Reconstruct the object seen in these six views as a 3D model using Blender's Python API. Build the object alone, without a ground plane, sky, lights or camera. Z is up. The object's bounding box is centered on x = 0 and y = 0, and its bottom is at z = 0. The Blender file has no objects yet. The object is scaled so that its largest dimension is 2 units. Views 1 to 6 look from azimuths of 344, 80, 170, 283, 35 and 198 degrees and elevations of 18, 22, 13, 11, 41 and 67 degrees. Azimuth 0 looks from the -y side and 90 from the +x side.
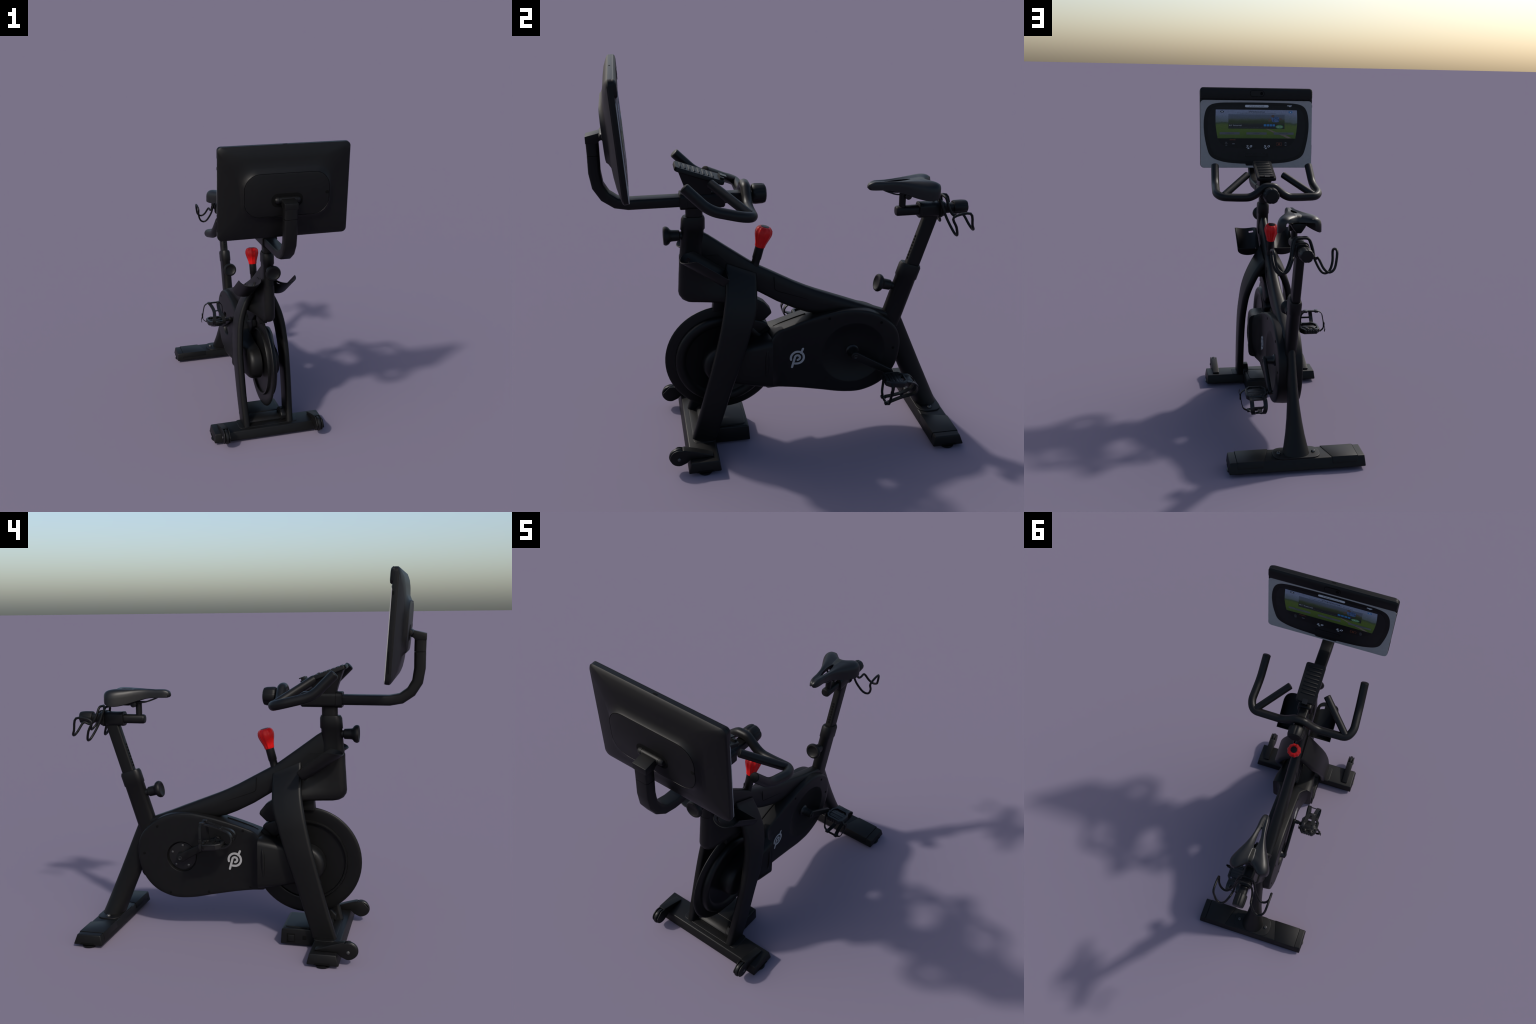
import bpy, bmesh, math, random
from mathutils import Vector, Matrix
random.seed(7)
pi = math.pi

# ------------------------------------------------------------------ materials
def material(name, col, rough=0.45, spec=0.5, metal=0.0, grain=0.15, gscale=60.0, bump=0.0, coat=0.0):
    m = bpy.data.materials.new(name); m.use_nodes = True
    nt = m.node_tree; b = nt.nodes["Principled BSDF"]
    tc = nt.nodes.new("ShaderNodeTexCoord")
    no = nt.nodes.new("ShaderNodeTexNoise"); no.inputs["Scale"].default_value = gscale
    no.inputs["Detail"].default_value = 4
    nt.links.new(tc.outputs["Object"], no.inputs["Vector"])
    rp = nt.nodes.new("ShaderNodeValToRGB")
    rp.color_ramp.elements[0].position = 0.3; rp.color_ramp.elements[1].position = 0.7
    rp.color_ramp.elements[0].color = (*[c*(1-grain) for c in col], 1)
    rp.color_ramp.elements[1].color = (*[c*(1+grain) for c in col], 1)
    nt.links.new(no.outputs["Fac"], rp.inputs["Fac"])
    nt.links.new(rp.outputs["Color"], b.inputs["Base Color"])
    b.inputs["Roughness"].default_value = rough
    b.inputs["Specular IOR Level"].default_value = spec
    b.inputs["Metallic"].default_value = metal
    b.inputs["Coat Weight"].default_value = coat
    if bump:
        fine = nt.nodes.new("ShaderNodeTexNoise"); fine.inputs["Scale"].default_value = 900
        nt.links.new(tc.outputs["Object"], fine.inputs["Vector"])
        bp = nt.nodes.new("ShaderNodeBump"); bp.inputs["Strength"].default_value = bump
        bp.inputs["Distance"].default_value = 0.001
        nt.links.new(fine.outputs["Fac"], bp.inputs["Height"])
        nt.links.new(bp.outputs["Normal"], b.inputs["Normal"])
    return m

K = (0.0036, 0.0036, 0.0037)
M_PAINT = material("powder_coated_black", K, 0.45, 0.19, bump=0.04)
M_PLAST = material("black_plastic", (0.0034, 0.0034, 0.0035), 0.47, 0.20, bump=0.04)
M_RUBBER = material("black_rubber", (0.0036, 0.0036, 0.0037), 0.42, 0.22, bump=0.04)
M_SEAT = material("saddle_vinyl", (0.0042, 0.0044, 0.0048), 0.42, 0.34, bump=0.06)
M_WHEEL = material("flywheel_black", (0.0034, 0.0034, 0.0035), 0.42, 0.18)
M_STEEL = material("dark_steel", (0.006, 0.006, 0.0062), 0.36, 0.3)
M_BOLT   = material("bolt_steel", (0.06, 0.06, 0.06), 0.35, 0.5, metal=0.6)
M_RED    = material("red_knob_plastic", (0.50, 0.004, 0.004), 0.42, 0.25, grain=0.08)
M_VOID   = material("dark_recess", (0.0015, 0.0015, 0.0015), 0.8, 0.1, grain=0.0)
M_LOGO   = material("grey_print", (0.27, 0.27, 0.275), 0.55, 0.4, grain=0.04)
M_BEZEL  = material("grey_bezel", (0.245, 0.243, 0.240), 0.5, 0.4, grain=0.04)
M_CONS = material("console_black", (0.004, 0.004, 0.0042), 0.4, 0.2)
M_CONS2 = material("console_black_inner", (0.007, 0.0073, 0.008), 0.4, 0.2)
M_WHITE  = material("print_white", (0.42, 0.44, 0.46), 0.5, 0.4, grain=0.03)
M_DIGIT  = material("digit_white", (0.55, 0.58, 0.62), 0.5, 0.4, grain=0.02)
M_INK    = material("print_ink", (0.03, 0.035, 0.045), 0.5, 0.4, grain=0.03)
M_BLUE   = material("print_blue", (0.025, 0.16, 0.34), 0.5, 0.4, grain=0.05)
M_GREEN  = material("print_green", (0.05, 0.20, 0.05), 0.5, 0.4, grain=0.05)
M_ORANGE = material("print_orange", (0.16, 0.035, 0.010), 0.5, 0.4, grain=0.05)
M_BUTTON = material("print_button_grey", (0.085, 0.09, 0.095), 0.5, 0.4, grain=0.03)
M_SKIN   = material("print_tan", (0.10, 0.06, 0.04), 0.5, 0.4)
M_SHIRT  = material("print_shirt", (0.05, 0.10, 0.20), 0.5, 0.4, grain=0.6, gscale=90)
M_PATH   = material("print_path", (0.16, 0.12, 0.085), 0.5, 0.4, grain=0.2)

def landscape(name, zlo, zhi, stops, nscale):
    """Procedural picture of a meadow: height ramp broken up by noise."""
    m = bpy.data.materials.new(name); m.use_nodes = True
    nt = m.node_tree; b = nt.nodes["Principled BSDF"]
    tc = nt.nodes.new("ShaderNodeTexCoord"); sep = nt.nodes.new("ShaderNodeSeparateXYZ")
    nt.links.new(tc.outputs["Object"], sep.inputs[0])
    mr = nt.nodes.new("ShaderNodeMapRange")
    mr.inputs["From Min"].default_value = zlo; mr.inputs["From Max"].default_value = zhi
    nt.links.new(sep.outputs["Z"], mr.inputs["Value"])
    mp = nt.nodes.new("ShaderNodeMapping"); mp.inputs["Scale"].default_value = (1, 1, 1.8)
    nt.links.new(tc.outputs["Object"], mp.inputs["Vector"])
    no = nt.nodes.new("ShaderNodeTexNoise"); no.inputs["Scale"].default_value = nscale; no.inputs["Detail"].default_value = 5
    nt.links.new(mp.outputs["Vector"], no.inputs["Vector"])
    a = nt.nodes.new("ShaderNodeMath"); a.operation = 'SUBTRACT'; a.inputs[1].default_value = 0.5
    nt.links.new(no.outputs["Fac"], a.inputs[0])
    s = nt.nodes.new("ShaderNodeMath"); s.operation = 'MULTIPLY_ADD'; s.inputs[1].default_value = 0.30
    nt.links.new(a.outputs[0], s.inputs[0]); nt.links.new(mr.outputs["Result"], s.inputs[2])
    rp = nt.nodes.new("ShaderNodeValToRGB"); e = rp.color_ramp.elements
    e[0].position, e[0].color = stops[0][0], (*stops[0][1], 1)
    e[1].position, e[1].color = stops[-1][0], (*stops[-1][1], 1)
    for p, c in stops[1:-1]:
        q = e.new(p); q.color = (*c, 1)
    nt.links.new(s.outputs[0], rp.inputs["Fac"])
    g = nt.nodes.new("ShaderNodeTexNoise"); g.inputs["Scale"].default_value = 170; g.inputs["Detail"].default_value = 3
    nt.links.new(tc.outputs["Object"], g.inputs["Vector"])
    gr = nt.nodes.new("ShaderNodeMapRange"); gr.inputs["To Min"].default_value = 0.72; gr.inputs["To Max"].default_value = 1.28
    nt.links.new(g.outputs["Fac"], gr.inputs["Value"])
    mx = nt.nodes.new("ShaderNodeVectorMath"); mx.operation = 'SCALE'
    nt.links.new(rp.outputs["Color"], mx.inputs[0]); nt.links.new(gr.outputs["Result"], mx.inputs["Scale"])
    nt.links.new(mx.outputs[0], b.inputs["Base Color"])
    b.inputs["Roughness"].default_value = 0.5; b.inputs["Specular IOR Level"].default_value = 0.4
    return m
M_FIELD = landscape("screen_meadow", 1.655, 1.85,
    [(0.0, (0.045, 0.085, 0.006)), (0.25, (0.075, 0.125, 0.010)), (0.45, (0.085, 0.125, 0.018)), (0.53, (0.05, 0.075, 0.03)),
     (0.58, (0.11, 0.135, 0.12)), (0.72, (0.15, 0.175, 0.20)), (0.86, (0.20, 0.225, 0.29)), (1.0, (0.20, 0.225, 0.30))], 9)
M_INSET = landscape("screen_inset_meadow", 1.72, 1.818,
    [(0.0, (0.010, 0.011, 0.011)), (0.28, (0.012, 0.013, 0.011)), (0.36, (0.025, 0.032, 0.012)), (0.5, (0.035, 0.05, 0.012)),
     (0.62, (0.06, 0.075, 0.04)), (0.75, (0.085, 0.10, 0.11)), (1.0, (0.10, 0.12, 0.16))], 14)

# ------------------------------------------------------------------ scene tree
ROOT = bpy.data.objects.new("exercise_bike", None)
bpy.context.scene.collection.objects.link(ROOT)
ROOT["label"] = "black indoor exercise bike with large touchscreen and red brake knob"
ROOT["category"] = "exercise bike"

def add(name, mesh, mat, parent=None, kind=None):
    o = bpy.data.objects.new(name, mesh)
    bpy.context.scene.collection.objects.link(o)
    o.parent = parent or ROOT
    if mat and not mesh.materials: mesh.materials.append(mat)
    if kind: o["kind"] = kind
    return o

def finish(bm, angle=38):
    bmesh.ops.remove_doubles(bm, verts=bm.verts[:], dist=1e-5)
    bmesh.ops.recalc_face_normals(bm, faces=bm.faces[:])
    me = bpy.data.meshes.new("part")
    bm.to_mesh(me); bm.free()
    for p in me.polygons: p.use_smooth = True
    me.set_sharp_from_angle(angle=math.radians(angle))
    return me

def bevel(bm, width, seg=3, angle=30):
    if width <= 0: return
    bmesh.ops.recalc_face_normals(bm, faces=bm.faces[:])
    es = [e for e in bm.edges if len(e.link_faces) == 2 and e.calc_face_angle(0) > math.radians(angle)]
    bmesh.ops.bevel(bm, geom=es, offset=width, segments=seg, profile=0.5, affect='EDGES', clamp_overlap=True)

def loft_bm(secs, caps=True, bm=None, closed=True):
    bm = bm or bmesh.new()
    rings = [[bm.verts.new(p) for p in s] for s in secs]
    n = len(rings[0])
    for a, b in zip(rings, rings[1:]):
        for i in range(n if closed else n-1):
            j = (i+1) % n
            bm.faces.new((a[i], a[j], b[j], b[i]))
    if caps:
        bm.faces.new(rings[0]); bm.faces.new(rings[-1])
    return bm

def loft(name, secs, mat, parent=None, bev=0, angle=38, caps=True):
    bm = loft_bm(secs, caps)
    bevel(bm, bev)
    return add(name, finish(bm, angle), mat, parent)

def prism_bm(poly, axis, lo, hi, bev=0, seg=3, bm2=None):
    """Extrude a 2D outline along an axis. axis x: (y,z); axis y: (x,z); axis z: (x,y)."""
    def P(p, t):
        return {'x': (t, p[0], p[1]), 'y': (p[0], t, p[1]), 'z': (p[0], p[1], t)}[axis]
    bm = loft_bm([[P(p, lo) for p in poly], [P(p, hi) for p in poly]])
    bevel(bm, bev, seg)
    return bm

def prism(name, poly, axis, lo, hi, mat, parent=None, bev=0.004, seg=3):
    return add(name, finish(prism_bm(poly, axis, lo, hi, bev, seg)), mat, parent)

def box(name, c, s, mat, parent=None, bev=0.003, rot=None):
    bm = bmesh.new()
    bmesh.ops.create_cube(bm, size=1, matrix=Matrix.Diagonal((*s, 1)))
    bevel(bm, bev)
    M = Matrix.Translation(c)
    if rot: M = M @ rot
    bmesh.ops.transform(bm, matrix=M, verts=bm.verts[:])
    return add(name, finish(bm), mat, parent)

def rr(w, h, r, n=5):
    """Rounded rectangle loop, half sizes w,h."""
    out = []
    for cx, cy, a0 in ((w-r, h-r, 0), (-w+r, h-r, pi/2), (-w+r, -h+r, pi), (w-r, -h+r, 1.5*pi)):
        for k in range(n+1):
            a = a0+k*pi/2/n
            out.append((cx+r*math.cos(a), cy+r*math.sin(a)))
    return out

def circ(r, n=24):
    return [(r*math.cos(2*pi*k/n), r*math.sin(2*pi*k/n)) for k in range(n)]

def fillet(pts, r, n=6):
    pts = [Vector(p) for p in pts]; out = [pts[0]]
    for i in range(1, len(pts)-1):
        a, b, c = pts[i-1], pts[i], pts[i+1]
        rad = r[i] if isinstance(r, (list, tuple)) else r
        d1, d2 = (a-b), (c-b)
        t = min(rad, d1.length*0.49, d2.length*0.49)
        p, q = b+d1.normalized()*t, b+d2.normalized()*t
        for k in range(n+1):
            s = k/n
            out.append(p*(1-s)**2+b*2*s*(1-s)+q*s*s)
    out.append(pts[-1])
    return out

def sweep_secs(path, sec, up=None, scale=None):
    path = [Vector(p) for p in path]
    N = len(path); T = []
    for i in range(N):
        a = path[max(i-1, 0)]; b = path[min(i+1, N-1)]
        if 0 < i < N-1:
            t = (path[i]-a).normalized()+(b-path[i]).normalized()
        else:
            t = b-a
        T.append(t.normalized())
    if up is None:
        u = T[0].orthogonal().normalized()
    secs = []
    for i in range(N):
        t = T[i]
        if up is not None:
            s = Vector(up)
            s = (s-t*s.dot(t)).normalized()
        else:
            u = (u-t*u.dot(t)).normalized(); s = u
        v = t.cross(s)
        # mitre stretch
        k = 1.0
        if 0 < i < N-1:
            c = t.dot((path[i]-path[i-1]).normalized()); k = 1/max(c, 0.6)
        sc = scale[i] if scale else 1.0
        secs.append([path[i]+s*(p[0]*sc)+v*(p[1]*sc*(k if up is not None else 1)) for p in sec])
    return secs

def tube(name, path, sec, mat, parent=None, up=None, angle=38, scale=None, bev=0):
    return loft(name, sweep_secs(path, sec, up, scale), mat, parent, bev, angle)

def frame(axis, origin):
    z = Vector(axis).normalized(); x = z.orthogonal().normalized()
    if abs(z.x) < 0.99:
        x = (Vector((1, 0, 0))-z*z.x).normalized()
    y = z.cross(x)
    M = Matrix((x, y, z)).transposed().to_4x4(); M.translation = Vector(origin)
    return M

def turned_bm(prof, axis, origin, n=32, flutes=0, depth=0.0, sharp=1):
    """Revolve (radius, height) pairs about an axis; flutes scallop the radius."""
    M = frame(axis, origin); secs = []
    for r, h in prof:
        ring = []
        for k in range(n):
            a = 2*pi*k/n
            q = r*(1-depth*(0.5-0.5*math.cos(flutes*a))**sharp) if flutes else r
            ring.append(M @ Vector((q*math.cos(a), q*math.sin(a), h)))
        secs.append(ring)
    return loft_bm(secs)

def turned(name, prof, axis, origin, mat, parent=None, n=32, flutes=0, depth=0.0, angle=38, sharp=1):
    return add(name, finish(turned_bm(prof, axis, origin, n, flutes, depth, sharp), angle), mat, parent)

def lerp(xs, ys, x):
    if x <= xs[0]: return ys[0]
    for i in range(1, len(xs)):
        if x <= xs[i]:
            t = (x-xs[i-1])/(xs[i]-xs[i-1])
            return ys[i-1]+(ys[i]-ys[i-1])*t
    return ys[-1]

def smooth(xs, ys, x):
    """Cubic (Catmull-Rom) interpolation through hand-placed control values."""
    if x <= xs[0]: return ys[0]
    if x >= xs[-1]: return ys[-1]
    i = max(k for k in range(len(xs)) if xs[k] <= x)
    i = min(i, len(xs)-2)
    def m(k):
        if k == 0: return (ys[1]-ys[0])/(xs[1]-xs[0])
        if k == len(xs)-1: return (ys[-1]-ys[-2])/(xs[-1]-xs[-2])
        return (ys[k+1]-ys[k-1])/(xs[k+1]-xs[k-1])
    h = xs[i+1]-xs[i]; t = (x-xs[i])/h
    return ((2*t**3-3*t*t+1)*ys[i]+(t**3-2*t*t+t)*h*m(i)+(-2*t**3+3*t*t)*ys[i+1]+(t**3-t*t)*h*m(i+1))

def closed_spline(ctrl, per=6):
    out = []; n = len(ctrl)
    for i in range(n):
        p0, p1, p2, p3 = [Vector(ctrl[(i+k-1) % n]) for k in range(4)]
        for k in range(per):
            t = k/per
            out.append(tuple(0.5*((2*p1)+(p2-p0)*t+(2*p0-5*p1+4*p2-p3)*t*t+(3*p1-p0-3*p2+p3)*t**3)))
    return out

# ------------------------------------------------------------------ stabilizers
def stabilizer(name, y0, y1, i0, i1, xt, ztop):
    """Trapezoid beam along x with sloping ends; i0, i1 = inset of the top edges."""
    secs = []
    for s in (-1, 1):
        b = 0.378*s; t = xt*s
        secs.append([(b, y0, 0.014), (b, y1, 0.014), (t, y1-i1, ztop), (t, y0+i0, ztop)])
    bm = loft_bm(secs)
    bevel(bm, 0.006, 3, 20)
    return add(name, finish(bm), M_PAINT)

FB = stabilizer("front_stabilizer", -0.576, -0.407, 0.016, 0.014, 0.371, 0.072)
RB = stabilizer("rear_stabilizer", 0.719, 0.887, 0.010, 0.022, 0.373, 0.072)
foot = None
for par, yc in ((FB, -0.49), (RB, 0.805)):
    for s in (-1, 1):
        o = turned("levelling_foot", [(0.036, 0), (0.038, 0.003), (0.038, 0.007), (0.03, 0.010), (0.012, 0.012), (0.012, 0.03)], (0, 0, 1), (0.345*s, yc, 0), M_RUBBER, par, 24)
        # arched skirt recess at the beam end
        prism("foot_recess", [(yc-0.045, 0.0155), (yc+0.045, 0.0155), (yc+0.036, 0.027), (yc-0.036, 0.027)], 'x', 0.366*s, 0.3782*s, M_VOID, par, 0.001)

# mounting plate below the fork legs
prism("fork_base_plate", [(x, y-0.474) for x, y in rr(0.200, 0.058, 0.02)], 'z', 0.068, 0.0745, M_PAINT, FB, 0.003)
# rear plate, bolts and grip covers
prism("leg_base_plate", [(x, y+0.795) for x, y in rr(0.13, 0.068, 0.05)], 'z', 0.068, 0.0785, M_PAINT, RB, 0.003)
for s in (-1, 1):
    turned("bolt", [(0.012, 0), (0.012, 0.006), (0.009, 0.010), (0.004, 0.011), (0.004, 0.007)], (0, 0, 1), (0.097*s, 0.797, 0.077), M_BOLT, RB, 16)
    # grip cover wraps the beam; its inner edge runs outward to the rear
    t = 0.0028
    prof = [(0.7235-t, 0.040), (0.7300-t, 0.072+t), (0.8635+t, 0.072+t), (0.8775+t, 0.040), (0.873, 0.039), (0.860, 0.068), (0.734, 0.068), (0.728, 0.039)]
    secs = []
    for k, (xi) in enumerate((0, 1)):
        secs.append([((0.150+0.042*max(0, min(1, (y-0.735)/0.14)) if k == 0 else 0.332)*s, y, z) for y, z in prof])
    bm = loft_bm(secs); bevel(bm, 0.0012, 2, 25)
    add("grip_cover", finish(bm), M_PLAST, RB)
    prism("end_cap_seam", [(0.7215, 0.03), (0.7300, 0.0727), (0.8635, 0.0727), (0.880, 0.03)], 'x', 0.3325*s, 0.3355*s, M_VOID, RB, 0)

# ------------------------------------------------------------------ transport wheels
for s in (-1, 1):
    xc = 0.312*s
    cy, cz, R = -0.618, 0.082, 0.0455
    # cheek outline: round nose around axle, tapering back along beam top
    arc = [(cy+R*math.cos(a), cz+R*math.sin(a)) for a in [math.radians(d) for d in range(72, 292, 14)]]
    outline = arc+[(-0.58, 0.050), (-0.558, 0.072), (-0.447, 0.074), (-0.445, 0.081), (-0.53, 0.108)]
    br = prism("wheel_bracket", outline, 'x', xc+0.0135*s, xc+0.022*s, M_PLAST, FB, 0.003)
    prism("wheel_cheek", [(y, z) for y, z in outline if not (y < -0.63 and z > 0.10)], 'x', xc-0.0135*s, xc-0.020*s, M_PLAST, br, 0.002)
    prism("wheel_hood", [(-0.445, 0.074), (-0.445, 0.082), (-0.53, 0.111), (-0.588, 0.127), (-0.60, 0.126), (-0.575, 0.114), (-0.56, 0.074)], 'x', xc-0.0195*s, xc+0.0215*s, M_PLAST, br, 0.004)
    turned("transport_wheel", [(0.012, -0.011), (0.034, -0.011), (0.036, -0.009), (0.042, -0.0105), (0.0465, -0.007), (0.048, 0), (0.0465, 0.007), (0.042, 0.0105), (0.036, 0.009), (0.034, 0.011), (0.012, 0.011)], (1, 0, 0), (xc, cy-0.003, cz-0.001), M_RUBBER, br, 36)
    turned("axle_bolt", [(0.009, 0), (0.009, 0.004), (0.006, 0.006)], (s, 0, 0), (xc+0.0215*s, cy, cz-0.004), M_BOLT, br, 14)

# ------------------------------------------------------------------ floor block behind the front beam
FLB = prism("power_box", [(-0.42, 0.010), (-0.223, 0.010), (-0.229, 0.094), (-0.242, 0.101), (-0.42, 0.101)], 'x', -0.127, 0.127, M_PLAST, None, 0.006)
prism("power_box_cover", [(x, y-0.325) for x, y in rr(0.108, 0.080, 0.02)], 'z', 0.098, 0.105, M_PLAST, FLB, 0.004)
prism("power_box_ramp", [(-0.488, 0.072), (-0.488, 0.084), (-0.476, 0.094), (-0.455, 0.101), (-0.41, 0.1045), (-0.41, 0.072)], 'x', -0.121, 0.104, M_PLAST, FLB, 0.002)
for ya, yb, za, zb in ((-0.304, -0.258, 0.022, 0.072), (-0.368, -0.345, 0.040, 0.064)):
    prism("socket", [(ya, za), (yb, za), (yb, zb), (ya, zb)], 'x', -0.1282, -0.12, M_VOID, FLB, 0.001)
box("switch", (-0.1275, -0.283, 0.046), (0.006, 0.034, 0.036), M_PLAST, FLB, 0.002)
prism("cable_guard", [(-0.50, 0.078), (-0.385, 0.078), (-0.40, 0.118), (-0.43, 0.142), (-0.47, 0.142), (-0.50, 0.11)], 'x', 0.095, 0.134, M_PLAST, FLB, 0.006)

# ------------------------------------------------------------------ fork legs
# spine from the tube outwards and down: x, z(front edge), z(rear edge), y front, y rear, lean of the strap normal
LEG = [
 (0.020, 1.004, 0.934, -0.325, -0.163, 16),
 (0.028, 0.985, 0.916, -0.325, -0.164, 18),
 (0.054, 0.945, 0.882, -0.328, -0.167, 27),
 (0.086, 0.886, 0.830, -0.333, -0.172, 29),
 (0.110, 0.832, 0.780, -0.340, -0.177, 25),
 (0.128, 0.779, 0.730, -0.350, -0.190, 18),
 (0.142, 0.715, 0.672, -0.364, -0.211, 10),
 (0.150, 0.640, 0.608, -0.382, -0.232, 4),
 (0.157, 0.540, 0.515, -0.407, -0.262, 1),
 (0.157, 0.400, 0.380, -0.445, -0.311, 0),
 (0.154, 0.240, 0.226, -0.487, -0.358, -2),
 (0.148, 0.074, 0.074, -0.535, -0.405, -2)]
def leg_mesh(s):
    secs = []; TH = 0.0215
    ks = list(range(len(LEG)))
    fine = [i/3 for i in range(3*(len(LEG)-1)+1)]
    col = lambda j: [r[j] for r in LEG]
    for f in fine:
        x, zf, zr, yf, yr, an = [smooth(ks, col(j), f) for j in range(6)]
        a = math.radians(an); nx, nz = math.cos(a), math.sin(a)
        ring = []
        w = abs(yr-yf)/2; th = TH
        for u, v in rr(w, th, 0.017, 4):
            y = (yf+yr)/2+u
            zc = zf+(zr-zf)*(y-yf)/(yr-yf)
            ring.append(((x+v*nx)*s, y, zc+v*nz))
        secs.append(ring)
    return secs
for s in (1, -1):
    loft("fork_leg", leg_mesh(s), M_PAINT, None, 0, 50)

# ------------------------------------------------------------------ flywheel
FC = (0, -0.35, 0.456)
disc = [(0.02, 0.012), (0.190, 0.012), (0.206, 0.009), (0.2085, -0.004), (0.2115, -0.0175), (0.215, -0.0195), (0.222, -0.0195), (0.2255, -0.011),
        (0.2255, 0.006), (0.247, 0.006), (0.2495, 0.018), (0.246, 0.031), (0.238, 0.0385), (0.226, 0.0405), (0.211, 0.038), (0.201, 0.033), (0.195, 0.027), (0.190, 0.024), (0.02, 0.024)]
turned("flywheel_disc", disc, (1, 0, 0), FC, M_WHEEL, None, 64)
rim = [(0.223, -0.005), (0.240, -0.0065), (0.265, -0.008), (0.285, -0.008), (0.295, -0.0065), (0.2995, -0.003), (0.3003, 0.000), (0.299, 0.0025), (0.290, 0.005), (0.270, 0.0085), (0.250, 0.0115), (0.223, 0.0115)]
turned("flywheel_rim", rim, (1, 0, 0), FC, M_WHEEL, None, 72, angle=60)
turned("flywheel_axle", [(0.018, -0.085), (0.018, 0.085)], (1, 0, 0), FC, M_STEEL, None, 20)

# ------------------------------------------------------------------ drive cover
HC = Vector((0.350, 0.454))
OUT = [(0.612, 0.470), (0.590, 0.568), (0.519, 0.643), (0.430, 0.690), (0.318, 0.707), (0.217, 0.695), (0.106, 0.671), (0.005, 0.642),
       (-0.070, 0.615), (-0.115, 0.580), (-0.140, 0.530), (-0.142, 0.430), (-0.140, 0.340), (-0.132, 0.306), (-0.100, 0.293), (0.035, 0.271),
       (0.166, 0.244), (0.298, 0.216), (0.410, 0.215), (0.517, 0.261), (0.588, 0.350)]
OUTL = closed_spline(OUT, 6)
def half_width(y, z):
    rear = lerp([-0.2, 0.50, 0.61], [0.0735, 0.0735, 0.069], y)
    t = max(0, min(1, (-0.045-y)/0.095)); t = t*t*(3-2*t)
    fl = smooth([0.22, 0.30, 0.36, 0.42, 0.48, 0.56, 0.63], [0.082, 0.100, 0.132, 0.146, 0.150, 0.143, 0.112], z)
    return rear+(fl-rear)*t
def cover_half(s):
    """One shell of the drive cover: rim, face and the turned recess round the crank."""
    rc = 0.176 if s > 0 else 0.088
    bm = bmesh.new(); rings = []
    def ring(fn): rings.append([bm.verts.new(fn(Vector(p))) for p in OUTL])
    def at(p, inset, fx, dx=0.0):
        d = (p-HC); L = d.length; q = HC+d*(1-inset/L)
        return (s*(half_width(q.y*0+q.x, q.y)*fx+dx), q.x, q.y)
    for inset, fx in ((-0.004, 0.0), (-0.004, 0.25), (-0.0015, 0.6), (0.0, 0.80), (0.0012, 0.90), (0.005, 0.965), (0.012, 0.992), (0.026, 1.0)):
        ring(lambda p, i=inset, f=fx: at(p, i, f))
    for t in (0.12, 0.25, 0.4, 0.55, 0.7, 0.85, 0.95, 1.0):
        def fn(p, t=t):
            d = p-HC; e = HC+d*(1-0.026/d.length); c = HC+d.normalized()*rc
            q = e+(c-e)*t
            return (s*half_width(q.x, q.y), q.x, q.y)
        ring(fn)
    steps = ((0.172, 0.001), (0.165, 0.004), (0.150, 0.010), (0.125, 0.018), (0.095, 0.025), (0.06, 0.027), (0.036, 0.027)) if s > 0 else ((0.086, 0.002), (0.084, 0.020), (0.06, 0.022), (0.03, 0.022))
    for r, dp in steps:
        def fn(p, r=r, dp=dp):
            q = HC+(p-HC).normalized()*r
            return (s*(half_width(q.x, q.y)-dp), q.x, q.y)
        ring(fn)
    n = len(OUTL)
    for a, b in zip(rings, rings[1:]):
        for i in range(n):
            bm.faces.new((a[i], a[(i+1) % n], b[(i+1) % n], b[i]))
    bm.faces.new(rings[-1]); bm.faces.new(rings[0])
    return finish(bm, 42)
COVER_R = add("drive_cover", cover_half(1), M_PLAST)
COVER_L = add("drive_cover", cover_half(-1), M_PLAST)
# cover screws sunk round the rim
for s, pts, par in ((1, ((0.214, 0.668), (0.500, 0.621), (0.572, 0.462)), COVER_R),
                    (-1, ((0.490, 0.622), (0.572, 0.462), (0.42, 0.240), (0.195, 0.260), (-0.045, 0.305), (-0.005, 0.622)), COVER_L)):
    for y, z in pts:
        turned("screw_hole", [(0.0075, 0), (0.0075, 0.0025), (0.004, 0.003)], (s, 0, 0), (s*(half_width(y, z)-0.001), y, z), M_VOID, par, 12)

# side arms that carry the flywheel axle
def axle_arm(s):
    arc = [(-0.35+0.108*math.cos(a), 0.452+0.106*math.sin(a)) for a in [math.radians(d) for d in range(96, 266, 10)]]
    poly = [(-0.10, 0.595), (-0.16, 0.585), (-0.23, 0.568), (-0.30, 0.560)]+arc+[(-0.30, 0.342), (-0.20, 0.325), (-0.10, 0.312)]
    n = len(poly); secs = []
    for fx, ins in ((0.0, 0.0), (0.58, 0.0), (0.75, 0.003), (0.88, 0.009), (0.96, 0.018), (1.0, 0.034)):
        ring = []
        for y, z in poly:
            c = Vector((max(y, -0.35) if y < -0.12 else y, 0.455)); d = Vector((y, z))-c
            q = c+d*(1-ins/max(d.length, 0.05))
            wid = 0.102+0.038*max(0, min(1, (y+0.34)/0.19))
            ring.append((s*(0.022+(wid-0.022)*fx), q.x, q.y))
        secs.append(ring)
    return secs
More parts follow.
